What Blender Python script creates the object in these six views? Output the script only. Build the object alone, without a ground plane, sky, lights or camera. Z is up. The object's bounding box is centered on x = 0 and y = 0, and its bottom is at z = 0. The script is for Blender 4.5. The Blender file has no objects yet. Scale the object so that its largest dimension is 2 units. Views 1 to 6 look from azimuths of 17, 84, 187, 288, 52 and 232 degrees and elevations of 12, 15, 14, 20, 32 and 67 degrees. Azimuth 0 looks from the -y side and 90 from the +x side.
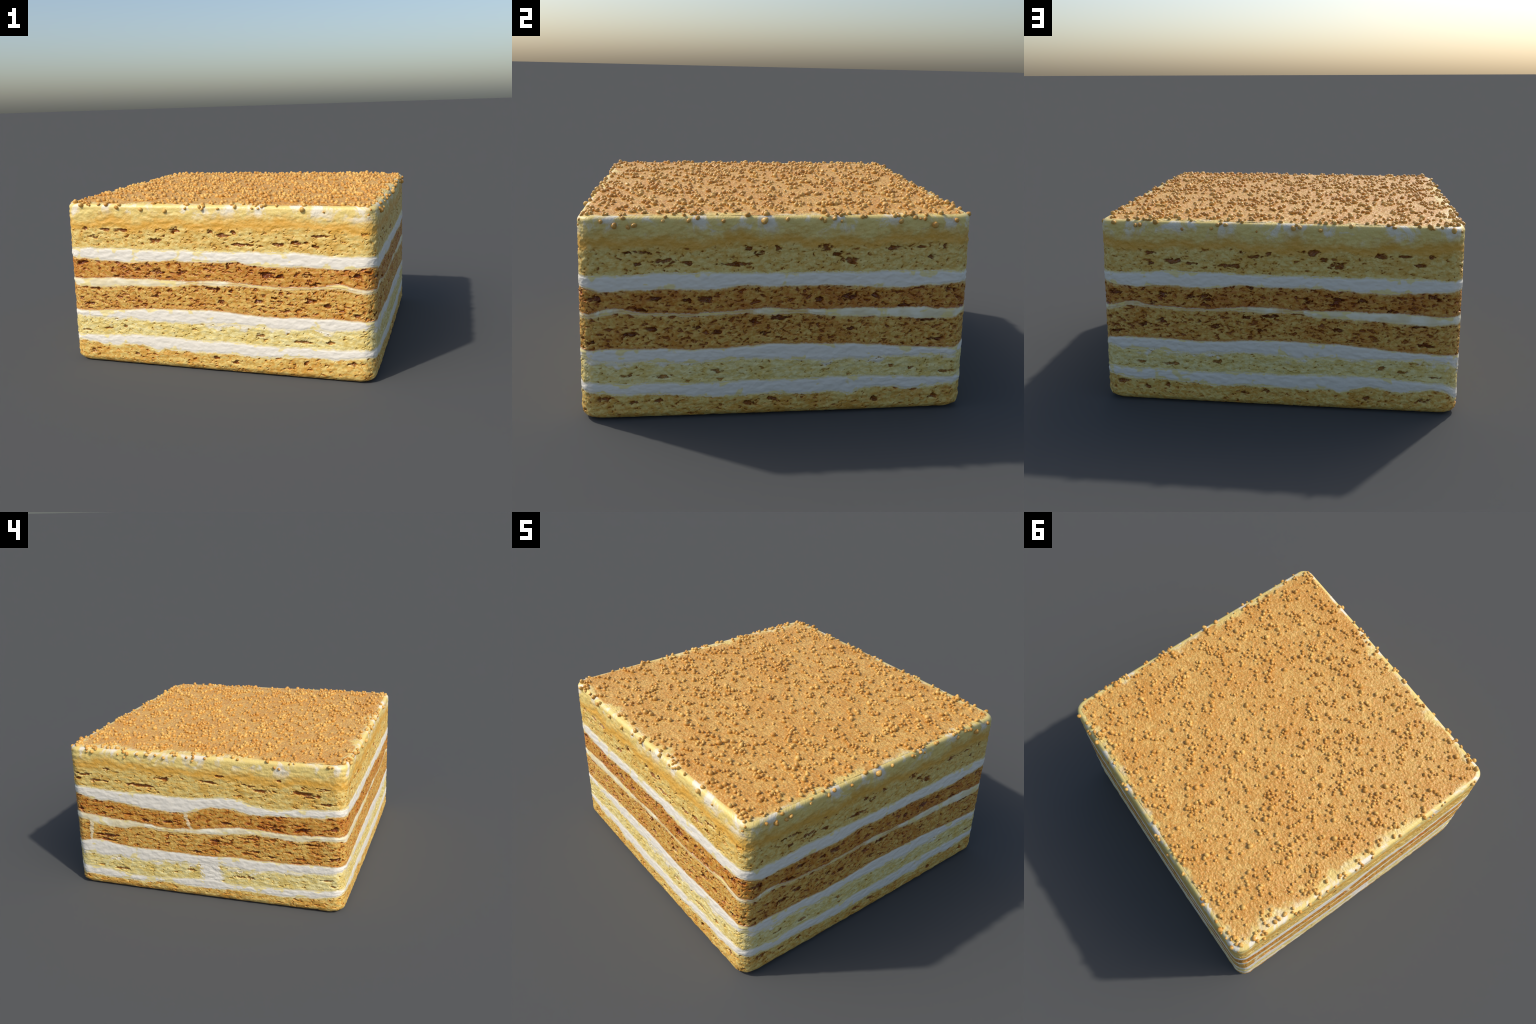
"""Square slice of a layered honey cake: five porous sponge layers, four cream
layers, a toasted top and a sprinkling of round crumbs."""
import bpy, math, random
import numpy as np

rng = np.random.default_rng(7)

# ------------------------------------------------------------------ sizes (m)
N_SIDE = 560                     # grid columns along each side of the slice
STEP = 0.0034                    # row spacing on the cut sides
HEIGHT = 1.022                   # top of the cake without crumbs
FILLET_TOP, FILLET_BOTTOM = 0.024, 0.045
CORNER_TOP, CORNER_BOTTOM = 0.070, 0.078
HALF = 0.96                      # half width used to turn face coordinates into metres
# sharp corners of the slightly sheared block: front-left, front-right, back-right, back-left
QUAD_TOP = np.array([(-0.944, -0.953), (0.986, -0.953), (0.934, 0.944), (-0.988, 0.952)])
QUAD_BOTTOM = np.array([(-0.958, -0.950), (0.984, -0.972), (0.944, 0.970), (-0.992, 0.960)])
BULGE = 0.010

# ------------------------------------------- where cream meets sponge (height)
# "cut" is the cut pattern of the front; the right and back sides repeat it
# (mirrored at the corners). "left" is the fourth side. Positions run -1..1.
CUT_AT = (-1.0, -0.88, -0.72, -0.56, -0.40, -0.25, -0.10, 0.05, 0.18, 0.32, 0.45, 0.57, 0.69, 0.81, 0.92, 1.0)
LEFT_AT = (-1.0, -0.93, -0.82, -0.67, -0.52, -0.36, -0.21, -0.05, 0.11, 0.28, 0.45, 0.62, 0.80, 0.92, 1.0)
BOUNDARY = [
    dict(cut=(0.736, 0.744, 0.746, 0.748, 0.744, 0.748, 0.746, 0.746, 0.747, 0.752, 0.750, 0.754, 0.744, 0.738, 0.738, 0.737),
         left=(0.734, 0.732, 0.726, 0.715, 0.699, 0.722, 0.752, 0.742, 0.727, 0.731, 0.731, 0.731, 0.740, 0.745, 0.740)),
    dict(cut=(0.688, 0.679, 0.672, 0.667, 0.677, 0.685, 0.684, 0.684, 0.690, 0.672, 0.670, 0.676, 0.672, 0.666, 0.676, 0.685),
         left=(0.687, 0.686, 0.674, 0.668, 0.662, 0.657, 0.680, 0.676, 0.627, 0.625, 0.635, 0.657, 0.662, 0.689, 0.688)),
    dict(cut=(0.549, 0.548, 0.560, 0.559, 0.564, 0.560, 0.561, 0.571, 0.564, 0.552, 0.548, 0.553, 0.558, 0.578, 0.555, 0.549),
         left=(0.549, 0.549, 0.547, 0.539, 0.543, 0.552, 0.547, 0.527, 0.507, 0.500, 0.520, 0.524, 0.539, 0.550, 0.550)),
    dict(cut=(0.512, 0.502, 0.505, 0.519, 0.522, 0.529, 0.548, 0.543, 0.550, 0.545, 0.540, 0.545, 0.551, 0.558, 0.535, 0.532),
         left=(0.522, 0.521, 0.520, 0.497, 0.510, 0.518, 0.505, 0.488, 0.485, 0.477, 0.491, 0.466, 0.486, 0.508, 0.512)),
    dict(cut=(0.340, 0.340, 0.350, 0.362, 0.376, 0.379, 0.384, 0.386, 0.376, 0.368, 0.366, 0.372, 0.372, 0.374, 0.368, 0.366),
         left=(0.339, 0.339, 0.341, 0.331, 0.333, 0.329, 0.335, 0.322, 0.323, 0.325, 0.326, 0.334, 0.354, 0.334, 0.334)),
    dict(cut=(0.304, 0.303, 0.302, 0.302, 0.298, 0.297, 0.300, 0.310, 0.312, 0.304, 0.296, 0.302, 0.310, 0.306, 0.318, 0.325),
         left=(0.292, 0.288, 0.280, 0.274, 0.260, 0.249, 0.262, 0.268, 0.253, 0.254, 0.237, 0.243, 0.244, 0.254, 0.262)),
    dict(cut=(0.176, 0.180, 0.188, 0.198, 0.202, 0.200, 0.192, 0.196, 0.195, 0.189, 0.187, 0.194, 0.192, 0.192, 0.200, 0.196),
         left=(0.172, 0.167, 0.157, 0.151, 0.140, 0.134, 0.132, 0.150, 0.136, 0.121, 0.110, 0.121, 0.139, 0.141, 0.145)),
    dict(cut=(0.138, 0.142, 0.122, 0.142, 0.128, 0.122, 0.118, 0.124, 0.121, 0.116, 0.125, 0.134, 0.138, 0.136, 0.150, 0.156),
         left=(0.130, 0.126, 0.106, 0.095, 0.088, 0.096, 0.092, 0.084, 0.080, 0.089, 0.074, 0.073, 0.078, 0.082, 0.090)),
]
RAGGED = (0.006, 0.007, 0.006, 0.006, 0.004, 0.012, 0.006, 0.008)


def colour(red, green, blue):
    """sRGB 0-255 to linear."""
    out = []
    for c in (red, green, blue):
        c /= 255
        out.append(c / 12.92 if c <= 0.04045 else ((c + 0.055) / 1.055) ** 2.4)
    return (*out, 1.0)


# ------------------------------------------------------------------- layers
# holes: (position along the side, height, half length, half height)
LAYERS = [
    dict(kind="sponge", top=None, bottom=0, base=colour(214, 181, 98), light=colour(224, 199, 124), soak=colour(206, 156, 62),
         pore=colour(150, 78, 20), density=0.55, smooth_above=0.875,
         holes=[(-0.826, 0.867, .013, .010), (-0.689, 0.866, .031, .006), (-0.567, 0.864, .039, .010), (-0.212, 0.872, .030, .016), (-0.272, 0.839, .019, .009),
                (0.019, 0.865, .015, .011), (0.157, 0.868, .013, .010), (-0.768, 0.820, .027, .009), (0.093, 0.846, .032, .008), (-0.341, 0.805, .036, .014),
                (0.189, 0.793, .026, .010), (0.227, 0.793, .071, .007), (0.434, 0.800, .028, .008), (0.535, 0.810, .050, .011), (0.662, 0.852, .047, .006), (0.661, 0.793, .024, .007)],
         left_holes=[(0.821, 0.836, .054, .008), (0.884, 0.805, .030, .008), (0.415, 0.791, .107, .010), (0.260, 0.853, .045, .010), (-0.049, 0.853, .045, .010),
                     (0.719, 0.798, .070, .007), (0.652, 0.887, .015, .009), (-0.136, 0.900, .026, .006), (-0.422, 0.823, .056, .009), (-0.670, 0.832, .060, .011), (-0.755, 0.812, .060, .011),
                     (-0.809, 0.861, .039, .008), (-0.316, 0.849, .041, .008), (-0.524, 0.900, .018, .010), (-0.830, 0.762, .057, .006)]),
    dict(kind="cream", top=0, bottom=1),
    dict(kind="sponge", top=1, bottom=2, base=colour(190, 130, 44), light=colour(208, 162, 80), soak=colour(174, 98, 20),
         pore=colour(122, 52, 12), density=1.0,
         holes=[(-0.864, 0.651, .032, .011), (-0.336, 0.617, .029, .018), (-0.186, 0.611, .019, .013), (-0.472, 0.624, .021, .010), (-0.629, 0.569, .031, .008), (0.110, 0.664, .010, .011),
                (0.359, 0.616, .026, .021), (0.595, 0.624, .028, .012), (0.651, 0.574, .023, .009), (0.870, 0.628, .031, .012), (0.441, 0.613, .021, .010)],
         left_holes=[(0.864, 0.582, .022, .014), (0.384, 0.544, .035, .009), (0.225, 0.545, .039, .009), (-0.171, 0.576, .032, .010), (-0.490, 0.571, .038, .011),
                     (-0.693, 0.579, .047, .011), (-0.905, 0.601, .022, .016), (-0.592, 0.599, .020, .008)],
         veins=[(0.110, 0.60, 0.42, 0.012, 0.7)]),
    dict(kind="cream", top=2, bottom=3, thin=True),
    dict(kind="sponge", top=3, bottom=4, base=colour(200, 150, 64), light=colour(214, 178, 98), soak=colour(184, 114, 30),
         pore=colour(124, 56, 14), density=1.05,
         holes=[(-0.774, 0.489, .036, .007), (-0.810, 0.387, .037, .008), (-0.355, 0.457, .026, .009), (0.007, 0.522, .033, .009), (0.127, 0.510, .016, .012), (0.068, 0.445, .020, .010),
                (0.304, 0.455, .025, .011), (0.397, 0.478, .012, .011), (0.609, 0.474, .028, .010), (0.705, 0.451, .032, .010), (0.885, 0.405, .031, .009)],
         left_holes=[(0.677, 0.395, .084, .009), (0.669, 0.360, .066, .008), (-0.101, 0.442, .038, .008), (0.047, 0.348, .034, .008), (-0.733, 0.480, .040, .008),
                     (-0.913, 0.391, .044, .009), (-0.466, 0.365, .032, .008), (-0.362, 0.391, .031, .008)],
         veins=[(0.802, 0.42, -0.1, 0.013, 0.8)]),
    dict(kind="cream", top=4, bottom=5, bridge=-0.035),
    dict(kind="sponge", top=5, bottom=6, base=colour(224, 205, 134), light=colour(232, 217, 156), soak=colour(214, 182, 90),
         pore=colour(176, 116, 44), density=0.40,
         holes=[(-0.578, 0.252, .018, .008), (-0.867, 0.211, .028, .006), (-0.696, 0.234, .027, .006), (0.302, 0.250, .025, .009), (0.556, 0.227, .045, .007), (0.723, 0.232, .024, .007)],
         left_holes=[(0.593, 0.150, .045, .008), (0.087, 0.205, .034, .007), (-0.846, 0.236, .047, .007), (-0.249, 0.194, .033, .008), (-0.325, 0.190, .027, .007), (-0.897, 0.198, .040, .007)],
         veins=[(-0.052, 0.20, 0.20, 0.072, 1.0)]),
    dict(kind="cream", top=6, bottom=7, bridge=-0.07),
    dict(kind="sponge", top=7, bottom=None, base=colour(212, 172, 86), light=colour(224, 196, 118), soak=colour(200, 138, 44),
         pore=colour(150, 78, 20), density=0.55,
         holes=[(-0.819, 0.072, .021, .014), (-0.503, 0.074, .016, .016), (0.029, 0.092, .021, .008), (0.150, 0.073, .021, .012), (0.579, 0.100, .014, .013), (0.701, 0.087, .016, .009),
                (0.845, 0.112, .024, .010)],
         left_holes=[]),
]
CREAM = colour(230, 223, 208)
CREAM_THIN = colour(228, 214, 176)
FRINGE = colour(234, 214, 140)


# -------------------------------------------------------- node writing helper
class Nodes:
    """Writes the same maths into a shader tree or a geometry tree."""

    def __init__(self, tree):
        self.tree = tree

    def add(self, kind, **props):
        node = self.tree.nodes.new(kind)
        for key, value in props.items():
            setattr(node, key, value)
        return node

    def plug(self, value, socket):
        if isinstance(value, bpy.types.NodeSocket):
            self.tree.links.new(value, socket)
        elif value is not None:
            socket.default_value = value

    def math(self, op, a, b=None, c=None, clamp=False):
        node = self.add("ShaderNodeMath", operation=op, use_clamp=clamp)
        for value, socket in zip((a, b, c), node.inputs):
            self.plug(value, socket)
        return node.outputs[0]

    def vector(self, op, a, b=None):
        node = self.add("ShaderNodeVectorMath", operation=op)
        self.plug(a, node.inputs[0])
        self.plug(b, node.inputs[1])
        return node.outputs[0]

    def combine(self, x, y, z):
        node = self.add("ShaderNodeCombineXYZ")
        for value, socket in zip((x, y, z), node.inputs):
            self.plug(value, socket)
        return node.outputs[0]

    def separate(self, v):
        node = self.add("ShaderNodeSeparateXYZ")
        self.plug(v, node.inputs[0])
        return node.outputs

    def ramp(self, value, low, high, to_low=0.0, to_high=1.0, smooth=True):
        node = self.add("ShaderNodeMapRange", interpolation_type="SMOOTHSTEP" if smooth else "LINEAR", clamp=True)
        for v, socket in zip((value, low, high, to_low, to_high), node.inputs):
            self.plug(v, socket)
        return node.outputs[0]

    def curve(self, value, xs, ys):
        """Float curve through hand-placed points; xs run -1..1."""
        node = self.add("ShaderNodeFloatCurve")
        line = node.mapping.curves[0]
        points = [((x + 1) / 2, y) for x, y in zip(xs, ys)]
        line.points[0].location, line.points[1].location = points[0], points[-1]
        for p in points[1:-1]:
            line.points.new(*p)
        node.mapping.update()
        self.plug(self.math("MULTIPLY_ADD", value, 0.5, 0.5, clamp=True), node.inputs["Value"])
        return node.outputs[0]

    def noise(self, vec, scale, detail=2.0, rough=0.5, distortion=0.0, colour=False):
        node = self.add("ShaderNodeTexNoise")
        self.plug(vec, node.inputs["Vector"])
        node.inputs["Scale"].default_value = scale
        node.inputs["Detail"].default_value = detail
        node.inputs["Roughness"].default_value = rough
        node.inputs["Distortion"].default_value = distortion
        return node.outputs[1 if colour else 0]

    def cells(self, vec, scale):
        node = self.add("ShaderNodeTexVoronoi")
        self.plug(vec, node.inputs["Vector"])
        node.inputs["Scale"].default_value = scale
        return node.outputs["Distance"], node.outputs["Color"]

    def blend(self, fac, a, b, mode="MIX"):
        node = self.add("ShaderNodeMix", data_type="RGBA", blend_type=mode)
        self.plug(fac, node.inputs[0])
        self.plug(a, node.inputs[6])
        self.plug(b, node.inputs[7])
        return node.outputs[2]


# ------------------------------------------------- fields shared by both sides
def face_frame(nb, position):
    """Coordinates that do not change when a point is pushed in or out."""
    x, y, z = nb.separate(position)
    ax, ay = nb.math("ABSOLUTE", x), nb.math("ABSOLUTE", y)
    far = nb.math("MAXIMUM", nb.math("MAXIMUM", ax, ay), 0.05)
    qx, qy = nb.math("DIVIDE", x, far), nb.math("DIVIDE", y, far)
    over = nb.math("SUBTRACT", nb.math("ABSOLUTE", qx), nb.math("ABSOLUTE", qy))
    on_x = nb.ramp(over, -0.07, 0.07)
    is_left = nb.math("MULTIPLY", nb.math("GREATER_THAN", over, 0.0), nb.math("LESS_THAN", qx, 0.0))
    is_right = nb.math("MULTIPLY", nb.math("GREATER_THAN", over, 0.0), nb.math("GREATER_THAN", qx, 0.0))
    along = nb.math("MULTIPLY", nb.math("ADD", nb.math("MULTIPLY", qx, nb.math("SUBTRACT", 1.0, is_right)),
                                        nb.math("MULTIPLY", nb.math("MULTIPLY", qy, -1.0), is_right)), HALF)
    flat = nb.combine(nb.math("MULTIPLY", qx, HALF), nb.math("MULTIPLY", qy, HALF), z)
    return dict(qx=qx, qy=qy, z=z, on_x=on_x, is_left=is_left, along=along, left_along=nb.math("MULTIPLY", qy, HALF), flat=flat, far=far, x=x, y=y)


def boundary(nb, f, index):
    """Height of one cream/sponge border round the slice."""
    b = BOUNDARY[index]
    front = nb.curve(f["qx"], CUT_AT, b["cut"])
    right = nb.curve(nb.math("MULTIPLY", f["qy"], -1.0), CUT_AT, b["cut"])
    left = nb.curve(f["qy"], LEFT_AT, b["left"])
    positive = nb.ramp(f["qx"], -0.5, 0.5)
    side = nb.math("ADD", nb.math("MULTIPLY", right, positive), nb.math("MULTIPLY", left, nb.math("SUBTRACT", 1.0, positive)))
    height = nb.math("ADD", nb.math("MULTIPLY", side, f["on_x"]), nb.math("MULTIPLY", front, nb.math("SUBTRACT", 1.0, f["on_x"])))
    ring = nb.combine(f["qx"], f["qy"], 3.7 * index)
    n = nb.noise(ring, 10.0, 5.0, 0.68)
    height = nb.math("MULTIPLY_ADD", nb.math("SUBTRACT", n, 0.5), RAGGED[index] * 5.5, height)
    if index == 7:      # one drip of cream pokes down into the bottom sponge
        d = nb.math("ABSOLUTE", nb.math("ADD", f["along"], 0.365))
        drip = nb.ramp(d, 0.055, 0.0, 0.0, 0.022, smooth=False)
        height = nb.math("SUBTRACT", height, nb.math("MULTIPLY", drip, nb.math("SUBTRACT", 1.0, f["is_left"])))
    return height


def layer_fields(nb, f, layer):
    """Distance to the borders, pores and cream smears of one layer."""
    z = f["z"]
    up = nb.math("SUBTRACT", boundary(nb, f, layer["top"]), z) if layer["top"] is not None else 1.0
    down = nb.math("SUBTRACT", z, boundary(nb, f, layer["bottom"])) if layer["bottom"] is not None else 1.0
    edge = nb.math("MINIMUM", up, down)
    inside = nb.ramp(edge, 0.0, 0.010)
    if layer["bottom"] == 0:
        inside = nb.math("MULTIPLY", inside, nb.ramp(z, HEIGHT - 0.004, HEIGHT - 0.05))
    out = dict(up=up, down=down, edge=edge, inside=inside)
    warp = nb.vector("SCALE", nb.vector("SUBTRACT", nb.noise(f["flat"], 34.0, 4.0, 0.65, colour=True), (0.5, 0.5, 0.5)))
    warp.node.inputs["Scale"].default_value = 0.030
    bent = nb.vector("ADD", f["flat"], warp)
    out["bent"] = bent
    stretched = nb.vector("MULTIPLY", bent, (1.0, 1.0, 2.0))
    out["stretched"] = stretched
    if layer["kind"] == "cream":
        return out
    density = layer["density"]
    patch = nb.noise(f["flat"], 9.0, 2.0)
    # crumb structure: flattened pores of two sizes, thicker in some patches than in others
    local = nb.math("MULTIPLY", nb.math("SUBTRACT", patch, 0.5), 0.16)
    longer = nb.combine(1.0, nb.ramp(f["is_left"], 0.0, 1.0, 1.0, 0.62), 1.9)    # the left side was cut along the grain
    crumb = nb.noise(nb.vector("MULTIPLY", f["flat"], longer), 29.0, 2.2, 0.5, 0.5)
    limit = 0.668 - 0.092 * density
    slits = nb.ramp(nb.math("ADD", crumb, local), limit, limit + 0.10)
    speck = nb.noise(nb.vector("MULTIPLY", f["flat"], (1.0, 1.0, 1.5)), 56.0, 1.2, 0.5, 0.4)
    limit = 0.695 - 0.075 * density
    pits = nb.ramp(nb.math("ADD", speck, local), limit, limit + 0.10)
    fine = nb.math("MAXIMUM", slits, nb.math("MULTIPLY", pits, 0.75))
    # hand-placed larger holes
    bx, by, bz = nb.separate(warp)
    jag = nb.math("MULTIPLY", nb.math("ADD", bx, by), 1.6)

    def holes(spots, t, gate):
        best = 9.0
        for t0, z0, a, b in spots:
            dx = nb.math("MULTIPLY", nb.math("ADD", nb.math("SUBTRACT", t, t0), jag), 1.0 / a)
            dz = nb.math("MULTIPLY", nb.math("MULTIPLY_ADD", bz, 0.8, nb.math("SUBTRACT", z, z0)), 1.0 / b)
            best = nb.math("MINIMUM", best, nb.math("MULTIPLY_ADD", dx, dx, nb.math("MULTIPLY", dz, dz)))
        return nb.math("MULTIPLY", nb.ramp(nb.math("MULTIPLY_ADD", nb.math("SUBTRACT", crumb, 0.5), -7.0, best), 1.7, 0.2), gate)

    big = holes(layer["holes"], f["along"], nb.math("SUBTRACT", 1.0, f["is_left"]))
    if layer["left_holes"]:
        big = nb.math("MAXIMUM", big, holes(layer["left_holes"], f["left_along"], f["is_left"]))
    if "smooth_above" in layer:
        calm = nb.ramp(nb.math("MULTIPLY_ADD", nb.noise(f["flat"], 5.0), 0.05, z), layer["smooth_above"] + 0.02, layer["smooth_above"] + 0.05, 1.0, 0.0)
        fine = nb.math("MULTIPLY", fine, calm)
        out["calm"] = calm
    vein = None
    for y0, z0, lean, half, strength in layer.get("veins", []):
        d = nb.math("SUBTRACT", f["left_along"], nb.math("MULTIPLY_ADD", nb.math("SUBTRACT", z, z0), lean, y0))
        d = nb.math("ADD", nb.math("ABSOLUTE", d), nb.math("MULTIPLY", jag, 2.0 if half > 0.02 else 0.8))
        vein = nb.math("MULTIPLY", nb.ramp(d, half * 1.15, half * 0.75, 0.0, strength), f["is_left"])
        free = nb.math("SUBTRACT", 1.0, nb.math("MULTIPLY", vein, 1.0))
        fine, big = nb.math("MULTIPLY", fine, free), nb.math("MULTIPLY", big, free)
    out["vein"] = vein
    out["fine"] = nb.math("MULTIPLY", fine, inside)
    out["big"] = nb.math("MULTIPLY", big, inside)
    out["crumb"], out["patch"] = crumb, patch
    return out


# ------------------------------------------------------------- relief (geometry)
def relief_group(name, layer):
    tree = bpy.data.node_groups.new(name, "GeometryNodeTree")
    tree.interface.new_socket("Geometry", in_out="INPUT", socket_type="NodeSocketGeometry")
    tree.interface.new_socket("Geometry", in_out="OUTPUT", socket_type="NodeSocketGeometry")
    nb = Nodes(tree)
    start, end = nb.add("NodeGroupInput"), nb.add("NodeGroupOutput")
    position = nb.add("GeometryNodeInputPosition").outputs[0]
    if layer == "borders":
        f, last = face_frame(nb, position), start.outputs[0]
        for i in range(len(BOUNDARY)):
            store = nb.add("GeometryNodeStoreNamedAttribute", data_type="FLOAT", domain="POINT")
            store.inputs["Name"].default_value = f"border_{i}"
            nb.plug(last, store.inputs["Geometry"])
            nb.plug(boundary(nb, f, i), store.inputs["Value"])
            last = store.outputs[0]
        tree.links.new(last, end.inputs[0])
        return tree
    move = nb.add("GeometryNodeSetPosition")
    if layer == "top":
        x, y, z = nb.separate(position)
        sheet = nb.combine(x, y, 0.0)
        rim = nb.math("SUBTRACT", HALF - 0.01, nb.math("MAXIMUM", nb.math("ABSOLUTE", x), nb.math("ABSOLUTE", y)))
        fade = nb.ramp(rim, -0.03, 0.05)
        rise = nb.math("MULTIPLY", nb.math("SUBTRACT", nb.noise(sheet, 3.0, 2.0), 0.5), 0.016)
        rise = nb.math("MULTIPLY_ADD", nb.math("SUBTRACT", nb.noise(sheet, 48.0, 3.0, 0.65, 0.4), 0.5), 0.016, rise)
        rise = nb.math("MULTIPLY", rise, fade)
        offset = nb.combine(0.0, 0.0, rise)
    else:
        f = face_frame(nb, position)
        m = layer_fields(nb, f, layer)
        lump = nb.math("SUBTRACT", nb.noise(nb.vector("MULTIPLY", f["flat"], (1.0, 1.0, 2.0)), 20.0, 2.5, 0.5), 0.5)
        if layer["kind"] == "cream":
            out = nb.math("MULTIPLY", lump, 0.008)
            out = nb.math("ADD", out, nb.ramp(m["edge"], 0.0, 0.015, 0.0, 0.0015))
        else:
            out = nb.math("MULTIPLY", lump, 0.012)
            out = nb.math("MULTIPLY_ADD", m["fine"], -0.007, out)
            out = nb.math("MULTIPLY_ADD", m["big"], -0.010, out)
        out = nb.math("MULTIPLY", out, m["inside"])
        push = nb.math("DIVIDE", out, f["far"])
        offset = nb.combine(nb.math("MULTIPLY", f["x"], push), nb.math("MULTIPLY", f["y"], push), 0.0)
    nb.plug(start.outputs[0], move.inputs["Geometry"])
    nb.plug(offset, move.inputs["Offset"])
    tree.links.new(move.outputs[0], end.inputs[0])
    return tree


def run_nodes(coords, tree, read=None):
    """Evaluates a node tree on loose points and returns positions or attributes."""
    mesh = bpy.data.meshes.new("helper")
    mesh.vertices.add(len(coords))
    mesh.vertices.foreach_set("co", np.ascontiguousarray(coords, np.float32).ravel())
    helper = bpy.data.objects.new("helper", mesh)
    bpy.context.scene.collection.objects.link(helper)
    helper.modifiers.new("relief", "NODES").node_group = tree
    done = helper.evaluated_get(bpy.context.evaluated_depsgraph_get()).data
    n = len(coords)
    if read:
        result = []
        for name in read:
            values = np.empty(n, np.float32)
            done.attributes[name].data.foreach_get("value", values)
            result.append(values)
    else:
        values = np.empty(n * 3, np.float32)
        done.vertices.foreach_get("co", values)
        result = values.reshape(-1, 3).astype(np.float64)
    bpy.data.objects.remove(helper)
    bpy.data.meshes.remove(mesh)
    bpy.data.node_groups.remove(tree)
    return result


# ------------------------------------------------------------------ the block
def unit_ring(radius):
    """Rounded square in -1..1, N_SIDE columns per side, column 0 at the front-left corner."""
    straight, arc = 2 - 2 * radius, radius * math.pi / 2
    s = np.arange(N_SIDE) / N_SIDE * (straight + arc)
    u, v = np.empty(N_SIDE), np.empty(N_SIDE)
    first, last = s < arc / 2, s > arc / 2 + straight
    middle = ~(first | last)
    a = 1.25 * math.pi + s / radius
    u[first], v[first] = (-1 + radius + radius * np.cos(a))[first], (-1 + radius + radius * np.sin(a))[first]
    u[middle], v[middle] = (-1 + radius + s - arc / 2)[middle], -1.0
    a = 1.5 * math.pi + (s - arc / 2 - straight) / radius
    u[last], v[last] = (1 - radius + radius * np.cos(a))[last], (-1 + radius + radius * np.sin(a))[last]
    us, vs = [u], [v]
    for _ in range(3):
        u, v = -v, u
        us.append(u)
        vs.append(v)
    return np.concatenate(us), np.concatenate(vs)


def block_point(u, v, z, inset):
    """Maps the rounded square at height z into the sheared, bulging block."""
    h = np.clip(z / HEIGHT, 0, 1)
    k = 1 - inset / HALF
    u, v = u * k, v * k
    bulge = BULGE * np.sin(np.pi * np.clip(h, 0.02, 0.98)) ** 0.6 + 0.004
    u2, v2 = u * (1 + bulge * (1 - v * v)), v * (1 + bulge * (1 - u * u))
    quad = QUAD_BOTTOM[None] * (1 - h)[:, None, None] + QUAD_TOP[None] * h[:, None, None]
    wa, wb, wc, wd = (1 - u2) * (1 - v2) / 4, (1 + u2) * (1 - v2) / 4, (1 + u2) * (1 + v2) / 4, (1 - u2) * (1 + v2) / 4
    xy = quad[:, 0] * wa[:, None] + quad[:, 1] * wb[:, None] + quad[:, 2] * wc[:, None] + quad[:, 3] * wd[:, None]
    return np.column_stack([xy, z])


def ring_at(z, inset):
    """One closed row; z may differ from column to column."""
    top, bottom = unit_ring(CORNER_TOP / HALF), unit_ring(CORNER_BOTTOM / HALF)
    h = np.clip(z / HEIGHT, 0, 1)
    return block_point(bottom[0] * (1 - h) + top[0] * h, bottom[1] * (1 - h) + top[1] * h, z, inset)


COLUMNS = 4 * N_SIDE
probe = ring_at(np.full(COLUMNS, 0.5), np.zeros(COLUMNS))
borders = run_nodes(probe, relief_group("border_probe", "borders"), [f"border_{i}" for i in range(len(BOUNDARY))])
borders = [b.astype(np.float64) for b in borders]
for upper, lower in zip(borders, borders[1:]):       # a layer never vanishes or crosses the next
    np.minimum(lower, upper - 0.004, out=lower)


def bottom_edge(t):
    a = t * math.pi / 2
    return FILLET_BOTTOM * (1 - np.cos(a)), FILLET_BOTTOM * (1 - np.sin(a))


def layer_rows(layer):
    """Rows of one layer from its lower to its upper border."""
    rows = []
    if layer["bottom"] is None:
        upper, arc = borders[layer["top"]], 22
        for i in range(arc):
            z, inset = bottom_edge(i / arc)
            rows.append(ring_at(np.full(COLUMNS, z), np.full(COLUMNS, inset)))
        lower = np.full(COLUMNS, FILLET_BOTTOM)
    else:
        lower = borders[layer["bottom"]]
        upper = borders[layer["top"]] if layer["top"] is not None else np.full(COLUMNS, HEIGHT - FILLET_TOP)
    count = max(3, int(round((upper - lower).mean() / STEP)))
    for i in range(count + 1):
        rows.append(ring_at(lower + (upper - lower) * i / count, np.zeros(COLUMNS)))
    if layer["top"] is None:
        arc = 14
        for i in range(1, arc + 1):
            a = i / arc * math.pi / 2
            z, inset = HEIGHT - FILLET_TOP + FILLET_TOP * math.sin(a), FILLET_TOP * (1 - math.cos(a))
            rows.append(ring_at(np.full(COLUMNS, z), np.full(COLUMNS, inset)))
    return np.array(rows)


strips = []
for layer in reversed(LAYERS):
    rows = layer_rows(layer)
    rows = run_nodes(rows.reshape(-1, 3), relief_group("relief_probe", layer)).reshape(rows.shape)
    strips.append(rows)
for below, above in zip(strips, strips[1:]):
    above[0] = below[-1] = (above[0] + below[-1]) / 2

# vertex normals of the whole side surface, shared by the layers
wall = np.concatenate([strips[0]] + [s[1:] for s in strips[1:]])
along = np.roll(wall, -1, 1) - np.roll(wall, 1, 1)
upward = np.gradient(wall, axis=0)
wall_normal = np.cross(along, upward)
wall_normal /= np.linalg.norm(wall_normal, axis=2, keepdims=True) + 1e-12


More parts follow.
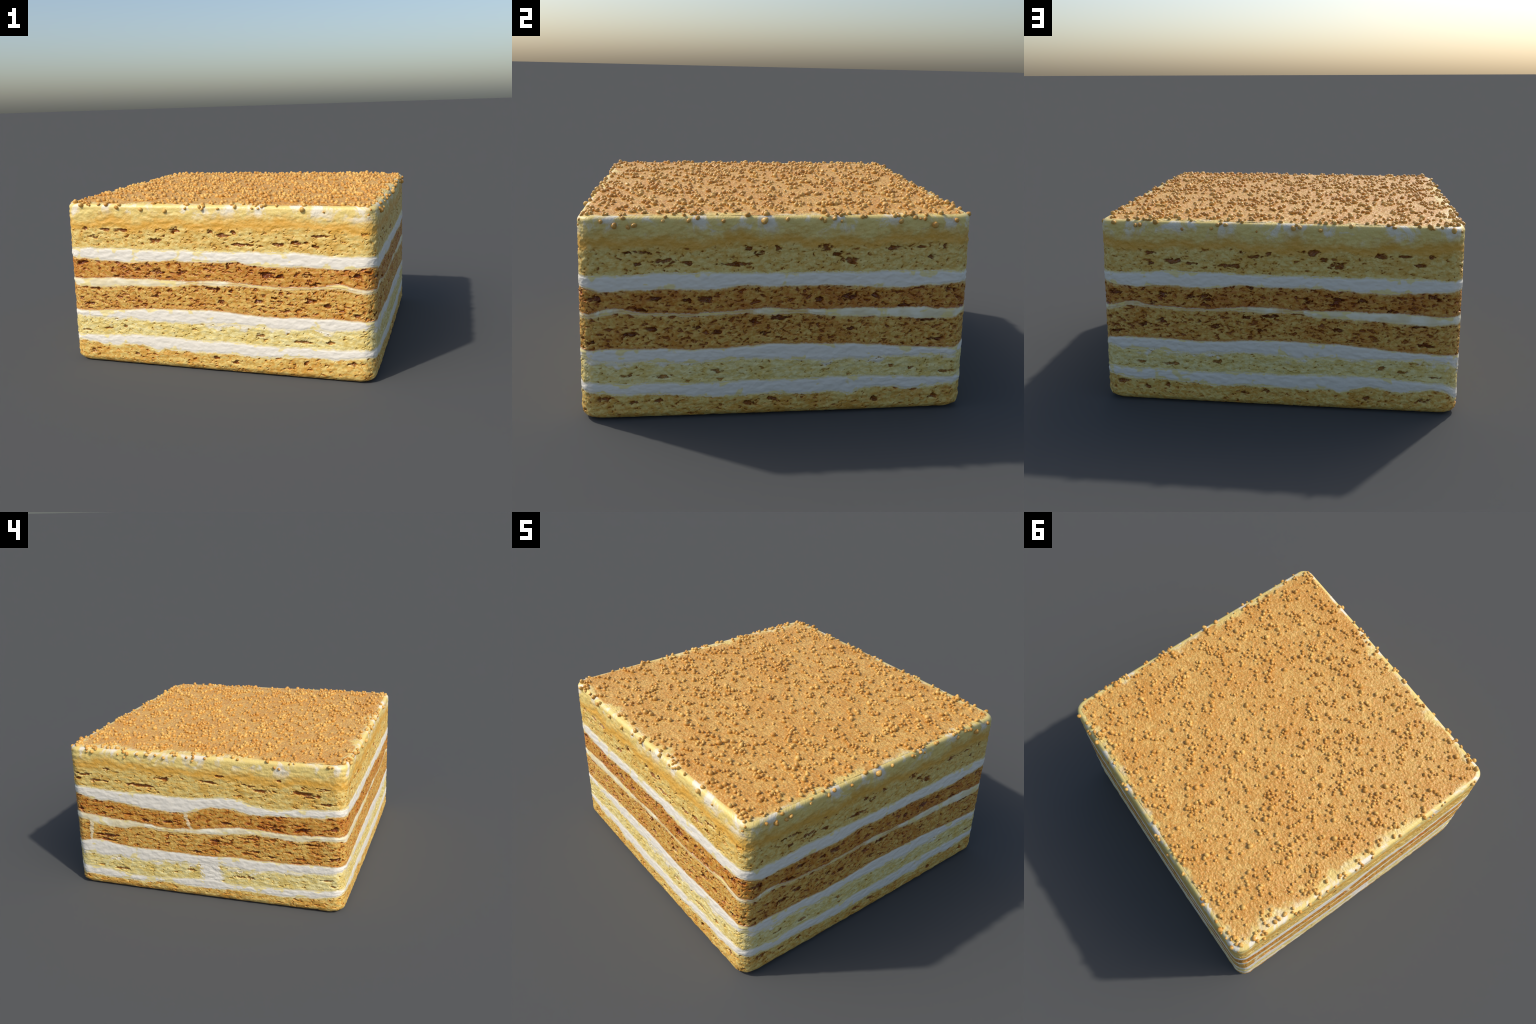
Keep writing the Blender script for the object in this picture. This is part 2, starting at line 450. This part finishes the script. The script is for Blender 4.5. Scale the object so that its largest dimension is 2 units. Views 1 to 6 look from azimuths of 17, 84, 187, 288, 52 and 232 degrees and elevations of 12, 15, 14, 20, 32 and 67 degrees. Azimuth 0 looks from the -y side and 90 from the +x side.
def make_mesh(name, verts, quads, tris=None, normals=None):
    mesh = bpy.data.meshes.new(name)
    tris = np.zeros((0, 3), int) if tris is None else tris
    loops = np.concatenate([quads.ravel(), tris.ravel()]).astype(np.int32)
    sizes = np.concatenate([np.full(len(quads), 4), np.full(len(tris), 3)])
    mesh.vertices.add(len(verts))
    mesh.vertices.foreach_set("co", np.ascontiguousarray(verts, np.float32).ravel())
    mesh.loops.add(len(loops))
    mesh.loops.foreach_set("vertex_index", loops)
    mesh.polygons.add(len(sizes))
    mesh.polygons.foreach_set("loop_start", np.concatenate([[0], np.cumsum(sizes)[:-1]]).astype(np.int32))
    mesh.update(calc_edges=True)
    mesh.validate()
    mesh.polygons.foreach_set("use_smooth", np.ones(len(mesh.polygons), bool))
    if normals is not None:
        mesh.normals_split_custom_set_from_vertices(normals.astype(np.float32).tolist())
    return mesh


# --------------------------------------------------------------------- materials
def new_material(name):
    mat = bpy.data.materials.new(name)
    mat.use_nodes = True
    nb = Nodes(mat.node_tree)
    shader = mat.node_tree.nodes["Principled BSDF"]
    return mat, nb, shader


def finish(nb, shader, base, rough, grain, strength, distance=0.004, specular=0.4):
    nb.plug(base, shader.inputs["Base Color"])
    nb.plug(rough, shader.inputs["Roughness"])
    nb.plug(specular, shader.inputs["Specular IOR Level"])
    bump = nb.add("ShaderNodeBump")
    bump.inputs["Strength"].default_value = strength
    bump.inputs["Distance"].default_value = distance
    nb.plug(grain, bump.inputs["Height"])
    nb.plug(bump.outputs[0], shader.inputs["Normal"])


def sponge_material(layer):
    mat, nb, shader = new_material("sponge")
    f = face_frame(nb, nb.add("ShaderNodeTexCoord").outputs["Object"])
    m = layer_fields(nb, f, layer)
    tone = nb.noise(f["flat"], 55.0, 3.0, 0.65)
    base = nb.blend(nb.ramp(tone, 0.38, 0.62), layer["base"], layer["light"])
    base = nb.blend(nb.ramp(m["patch"], 0.48, 0.66, 0.0, 0.6), base, layer["soak"])
    base = nb.blend(nb.ramp(m["crumb"], 0.46, 0.58, 0.0, 0.55), base, layer["soak"])
    base = nb.blend(nb.ramp(m["crumb"], 0.44, 0.30, 0.0, 0.6), base, layer["light"])
    if layer["top"] is None:
        high = nb.math("MULTIPLY_ADD", nb.math("SUBTRACT", nb.noise(f["flat"], 5.0, 4.0, 0.6), 0.5), 0.17, f["z"])
        band = nb.math("MULTIPLY", nb.ramp(high, 0.86, 0.90), nb.ramp(high, 0.955, 0.90))
        base = nb.blend(nb.math("MULTIPLY", band, 0.8), base, colour(218, 162, 62))
        base = nb.blend(nb.ramp(high, 0.91, 1.0, 0.0, 0.8), base, colour(230, 206, 126))
        streak = nb.noise(f["flat"], 9.0, 5.0, 0.65, 0.5)
        white = nb.math("MULTIPLY", nb.ramp(streak, 0.48, 0.62), nb.ramp(high, 0.93, 0.995))
        base = nb.blend(nb.math("MULTIPLY", white, 0.8), base, CREAM)
    fringe_noise = nb.noise(nb.vector("MULTIPLY", m["bent"], (1.0, 1.0, 1.6)), 18.0, 3.0)
    hug = nb.math("SUBTRACT", m["edge"], nb.ramp(fringe_noise, 0.42, 0.70, 0.0, 0.022, smooth=False))
    if layer["top"] == 5:
        smear = nb.noise(nb.vector("MULTIPLY", f["flat"], (1.0, 1.0, 1.2)), 10.0, 3.0, 0.55)
        base = nb.blend(nb.ramp(nb.math("SUBTRACT", m["up"], nb.ramp(smear, 0.48, 0.70, -0.006, 0.040, smooth=False)), 0.012, -0.010, 0.0, 0.8), base, CREAM)
    dark = layer["density"] > 0.9
    base = nb.blend(nb.ramp(hug, 0.010, -0.006, 0.0, 0.32 if dark else 0.7), base, FRINGE)
    if dark:    # syrup gathers along the lower edge
        base = nb.blend(nb.ramp(m["down"], 0.022, 0.006, 0.0, 0.55), base, layer["soak"])
    base = nb.blend(nb.ramp(nb.math("MULTIPLY_ADD", nb.math("SUBTRACT", tone, 0.5), 0.02, m["edge"]), 0.007, -0.001, 0.0, 0.45 if dark else 0.75), base, CREAM)
    if m["vein"] is not None:
        base = nb.blend(m["vein"], base, CREAM if layer["density"] < 0.5 else CREAM_THIN)
    base = nb.blend(nb.ramp(m["fine"], 0.0, 0.5, 0.0, 0.5), base, layer["soak"])
    base = nb.blend(nb.ramp(m["fine"], 0.25, 1.0, 0.0, 0.75), base, layer["pore"])
    base = nb.blend(nb.ramp(m["big"], 0.0, 0.9, 0.0, 0.9), base, nb.blend(nb.ramp(tone, 0.35, 0.6), layer["pore"], nb.blend(0.5, layer["pore"], colour(76, 28, 8))))
    wet = nb.math("MAXIMUM", m["fine"], m["big"])
    grain = nb.math("MULTIPLY_ADD", wet, -1.2, nb.math("MULTIPLY", nb.noise(f["flat"], 110.0, 2.0, 0.5), 0.7))
    finish(nb, shader, base, nb.ramp(wet, 0.0, 1.0, 0.44, 0.22), grain, 0.55, 0.005)
    return mat


def cream_material(layer):
    mat, nb, shader = new_material("cream")
    f = face_frame(nb, nb.add("ShaderNodeTexCoord").outputs["Object"])
    m = layer_fields(nb, f, layer)
    stain = nb.noise(nb.vector("MULTIPLY", f["flat"], (1.0, 1.0, 1.3)), 13.0, 2.0, 0.5, 0.4)
    base = CREAM
    if layer.get("thin"):
        base = nb.blend(nb.ramp(nb.noise(f["flat"], 8.0, 2.0), 0.40, 0.62), CREAM_THIN, colour(240, 232, 206))
        width = nb.math("ADD", m["up"], m["down"])
        base = nb.blend(nb.ramp(nb.math("MULTIPLY_ADD", nb.math("SUBTRACT", stain, 0.5), -0.03, width), 0.027, 0.014, 0.0, 0.85), base, colour(206, 160, 86))
    reach = nb.ramp(stain, 0.56, 0.74, 0.0, 0.045, smooth=False)
    near = m["edge"]
    if "bridge" in layer:       # here the cream runs on through the sponge next to it
        gap = nb.math("ABSOLUTE", nb.math("SUBTRACT", f["left_along"], layer["bridge"]))
        near = nb.math("ADD", near, nb.math("MULTIPLY", nb.ramp(gap, 0.075, 0.045, 0.0, 0.05), f["is_left"]))
    base = nb.blend(nb.ramp(nb.math("SUBTRACT", near, reach), 0.007, -0.010, 0.0, 0.8), base, FRINGE)
    base = nb.blend(nb.ramp(nb.math("MULTIPLY_ADD", nb.math("SUBTRACT", stain, 0.5), -0.03, near), 0.009, -0.002, 0.0, 0.6), base, FRINGE)
    grain = nb.noise(nb.vector("MULTIPLY", f["flat"], (1.0, 1.0, 1.6)), 70.0, 3.0, 0.55)
    finish(nb, shader, base, 0.5, grain, 0.12)
    return mat


def top_material():
    mat, nb, shader = new_material("toasted_top")
    x, y, z = nb.separate(nb.add("ShaderNodeTexCoord").outputs["Object"])
    sheet = nb.combine(x, y, 0.0)
    tone = nb.noise(sheet, 22.0, 4.0, 0.65)
    base = nb.blend(nb.ramp(tone, 0.36, 0.64), colour(202, 146, 66), colour(218, 172, 92))
    base = nb.blend(nb.ramp(nb.noise(sheet, 3.0, 2.0), 0.45, 0.62, 0.0, 0.45), base, colour(202, 138, 54))
    fleck = nb.noise(nb.vector("MULTIPLY", sheet, (1.0, 1.4, 1.0)), 80.0, 3.0, 0.6)
    base = nb.blend(nb.ramp(fleck, 0.53, 0.68, 0.0, 0.65), base, colour(176, 102, 40))
    base = nb.blend(nb.ramp(fleck, 0.47, 0.34, 0.0, 0.55), base, colour(234, 202, 132))
    rim = nb.math("SUBTRACT", HALF, nb.math("MAXIMUM", nb.math("ABSOLUTE", x), nb.math("ABSOLUTE", y)))
    wave = nb.noise(sheet, 5.0, 4.0, 0.6)
    edge = nb.math("SUBTRACT", rim, nb.ramp(wave, 0.38, 0.66, 0.0, 0.09, smooth=False))
    rind = nb.blend(nb.ramp(nb.noise(sheet, 9.0, 5.0, 0.65, 0.5), 0.48, 0.64, 0.0, 0.4), colour(230, 202, 120), CREAM)
    base = nb.blend(nb.ramp(edge, 0.030, -0.015, 0.0, 0.9), base, rind)
    grain = nb.noise(sheet, 85.0, 3.0, 0.6, 0.5)
    finish(nb, shader, base, 0.42, grain, 0.8, 0.005)
    return mat


def crumb_material():
    mat, nb, shader = new_material("crumb")
    place = nb.add("ShaderNodeNewGeometry").outputs["Position"]
    tone = nb.noise(place, 14.0, 2.0, 0.6)
    base = nb.blend(nb.ramp(tone, 0.35, 0.65), colour(200, 144, 62), colour(224, 178, 94))
    base = nb.blend(nb.ramp(nb.noise(place, 60.0, 3.0), 0.55, 0.72, 0.0, 0.6), base, colour(176, 100, 34))
    grain = nb.noise(place, 120.0, 3.0, 0.6)
    finish(nb, shader, base, 0.36, grain, 0.5)
    return mat


# ------------------------------------------------------------------------ assembly
scene = bpy.context.scene
cake = bpy.data.objects.new("cake_slice", None)
cake["label"] = "square layered honey cake slice with white cream and golden crumbs"
cake["category"] = "cake"
scene.collection.objects.link(cake)


def place(name, mesh, material):
    obj = bpy.data.objects.new(name, mesh)
    mesh.materials.append(material)
    obj.parent = cake
    scene.collection.objects.link(obj)
    return obj


row = 0
for layer, rows in zip(reversed(LAYERS), strips):
    count = len(rows)
    normals = wall_normal[row:row + count].reshape(-1, 3)
    row += count - 1
    j = np.arange(COLUMNS)
    k = (j + 1) % COLUMNS
    base = (np.arange(count - 1) * COLUMNS)[:, None]
    quads = np.stack([base + j, base + k, base + COLUMNS + k, base + COLUMNS + j], axis=-1).reshape(-1, 4)
    verts = rows.reshape(-1, 3)
    first, last = 0, (count - 1) * COLUMNS
    tris = []
    # hidden faces that close the slab; the middle is drawn 2 mm inwards
    middle_low = rows[0].mean(0) + (0, 0, 0.0 if layer["bottom"] is None else 0.002)
    middle_high = rows[-1].mean(0) - (0, 0, 0.002 if layer["top"] is not None else 0.02)
    verts = np.vstack([verts, middle_low, middle_high])
    normals = np.vstack([normals, (0, 0, -1), (0, 0, 1)])
    low, high = count * COLUMNS, count * COLUMNS + 1
    tris = np.vstack([np.column_stack([k, j, np.full(COLUMNS, low)]), np.column_stack([last + j, last + k, np.full(COLUMNS, high)])])
    mesh = make_mesh(f"{layer['kind']}_layer", verts, quads, tris, normals)
    place(f"{layer['kind']}_layer", mesh, sponge_material(layer) if layer["kind"] == "sponge" else cream_material(layer))

# toasted top: patch spanned between the four edges of the uppermost row
edge = strips[-1][-1]
south, east, north, west = (np.vstack([edge[i * N_SIDE:(i + 1) * N_SIDE], edge[((i + 1) * N_SIDE) % COLUMNS]]) for i in range(4))
north, west = north[::-1], west[::-1]
s = np.linspace(0, 1, N_SIDE + 1)
S, T = s[None, :, None], s[:, None, None]
patch = ((1 - T) * south[None] + T * north[None] + (1 - S) * west[:, None] + S * east[:, None]
         - ((1 - S) * (1 - T) * south[0] + S * (1 - T) * south[-1] + (1 - S) * T * north[0] + S * T * north[-1]))
patch[..., 2] += 0.015 * (16 * (S * (1 - S) * T * (1 - T))[..., 0]) ** 0.45
top_shape = patch.shape
patch = run_nodes(patch.reshape(-1, 3), relief_group("top_probe", "top"))
n = N_SIDE + 1
i, j = np.meshgrid(np.arange(N_SIDE), np.arange(N_SIDE), indexing="ij")
a = (i * n + j).ravel()
place("toasted_top", make_mesh("toasted_top", patch, np.column_stack([a, a + 1, a + n + 1, a + n])), top_material())
top_grid = patch.reshape(top_shape)


# ------------------------------------------------------------------------- crumbs
def crumb_shape(seed):
    """Slightly lumpy, faceted ball of unit radius."""
    import bmesh
    bm = bmesh.new()
    bmesh.ops.create_icosphere(bm, subdivisions=2, radius=1.0)
    r = np.random.default_rng(seed)
    bumps = r.normal(size=(6, 3))
    bumps /= np.linalg.norm(bumps, axis=1, keepdims=True)
    height = r.uniform(-0.38, 0.26, 6)
    co = np.array([v.co for v in bm.verts])
    gain = 1 + (np.clip(co @ bumps.T - 0.45, 0, None) * height * 1.8).sum(1) + r.normal(0, 0.015, len(co))
    co = co * gain[:, None] * r.uniform(0.88, 1.12, 3)
    for v, c in zip(bm.verts, co):
        v.co = c
    faces = np.array([[v.index for v in f.verts] for f in bm.faces])
    bm.free()
    return co, faces


shapes = [crumb_shape(100 + i) for i in range(8)]
# single crumbs first, each may get one to three companions beside it; some hang over the edge
SPAN, OVERHANG = 1.9, 0.062
spots = []


def try_crumb(u, v):
    out = max(-u, u - 1, -v, v - 1, 0.0) * SPAN
    if out > OVERHANG or (out > 0 and rng.random() < 0.70 * min(1.0, out / 0.055)):
        return False
    size = float(np.clip(rng.lognormal(math.log(0.0104), 0.22), 0.0062, 0.0165))
    if any(abs(u - p) < 0.018 and abs(v - q) < 0.018 and (u - p) ** 2 + (v - q) ** 2 < (0.72 * (size + r) / SPAN) ** 2 for p, q, r in spots):
        return False
    spots.append((u, v, size))
    return True


while len(spots) < 1800:
    u, v = rng.uniform(-0.035, 1.035, 2)
    if try_crumb(u, v) and rng.random() < 0.34:
        for _ in range(rng.integers(1, 4)):
            a, d = rng.uniform(0, 2 * math.pi), rng.uniform(0.008, 0.016)
            try_crumb(u + d * math.cos(a), v + d * math.sin(a))


def surface_at(u, v):
    """Point and direction on the top; values beyond 0..1 slide over the rounded edge."""
    cu, cv = min(max(u, 0.0), 1.0), min(max(v, 0.0), 1.0)
    p = top_grid[int(cv * N_SIDE), int(cu * N_SIDE)].copy()
    over = np.array([u - cu, v - cv, 0.0]) * SPAN
    reach = float(np.linalg.norm(over))
    if reach == 0:
        return p, np.array([0.0, 0.0, 1.0])
    over /= reach
    a = min(reach / FILLET_TOP, math.pi / 2)
    p += over * FILLET_TOP * math.sin(a) - np.array([0, 0, FILLET_TOP * (1 - math.cos(a)) + max(0.0, reach - FILLET_TOP * math.pi / 2)])
    return p, over * math.sin(a) + np.array([0.0, 0.0, math.cos(a)])


turn = []
for u, v, size in spots:
    q = rng.normal(size=4)
    w, x, y, z = q / np.linalg.norm(q)
    turn.append(np.array([[1 - 2 * (y * y + z * z), 2 * (x * y - z * w), 2 * (x * z + y * w)],
                          [2 * (x * y + z * w), 1 - 2 * (x * x + z * z), 2 * (y * z - x * w)],
                          [2 * (x * z - y * w), 2 * (y * z + x * w), 1 - 2 * (x * x + y * y)]]))

golden = crumb_material()
order = np.argsort([-s[2] for s in spots], kind="stable")
from mathutils import Matrix
crumb_meshes = []
for co, faces in shapes:
    me = make_mesh("crumb", co, np.zeros((0, 4), int), faces)
    me.materials.append(golden)
    crumb_meshes.append(me)
verts, tris, filled = [], [], 0
for rank, index in enumerate(order):
    u, v, size = spots[index]
    p, away = surface_at(u, v)
    p = p + away * size * 0.36
    kind = int(index) % len(shapes)
    if rank < 300:
        obj = bpy.data.objects.new("crumb", crumb_meshes[kind])
        m = Matrix((turn[index] * size).tolist()).to_4x4()
        m.translation = p.tolist()
        obj.parent = cake
        obj.matrix_local = m
        scene.collection.objects.link(obj)
    else:
        co, faces = shapes[kind]
        verts.append(co * size @ turn[index].T + p)
        tris.append(faces + filled)
        filled += len(co)
scatter = place("crumb_scatter", make_mesh("crumb_scatter", np.vstack(verts), np.zeros((0, 4), int), np.vstack(tris)), golden)
scatter["kind"] = "stuff"
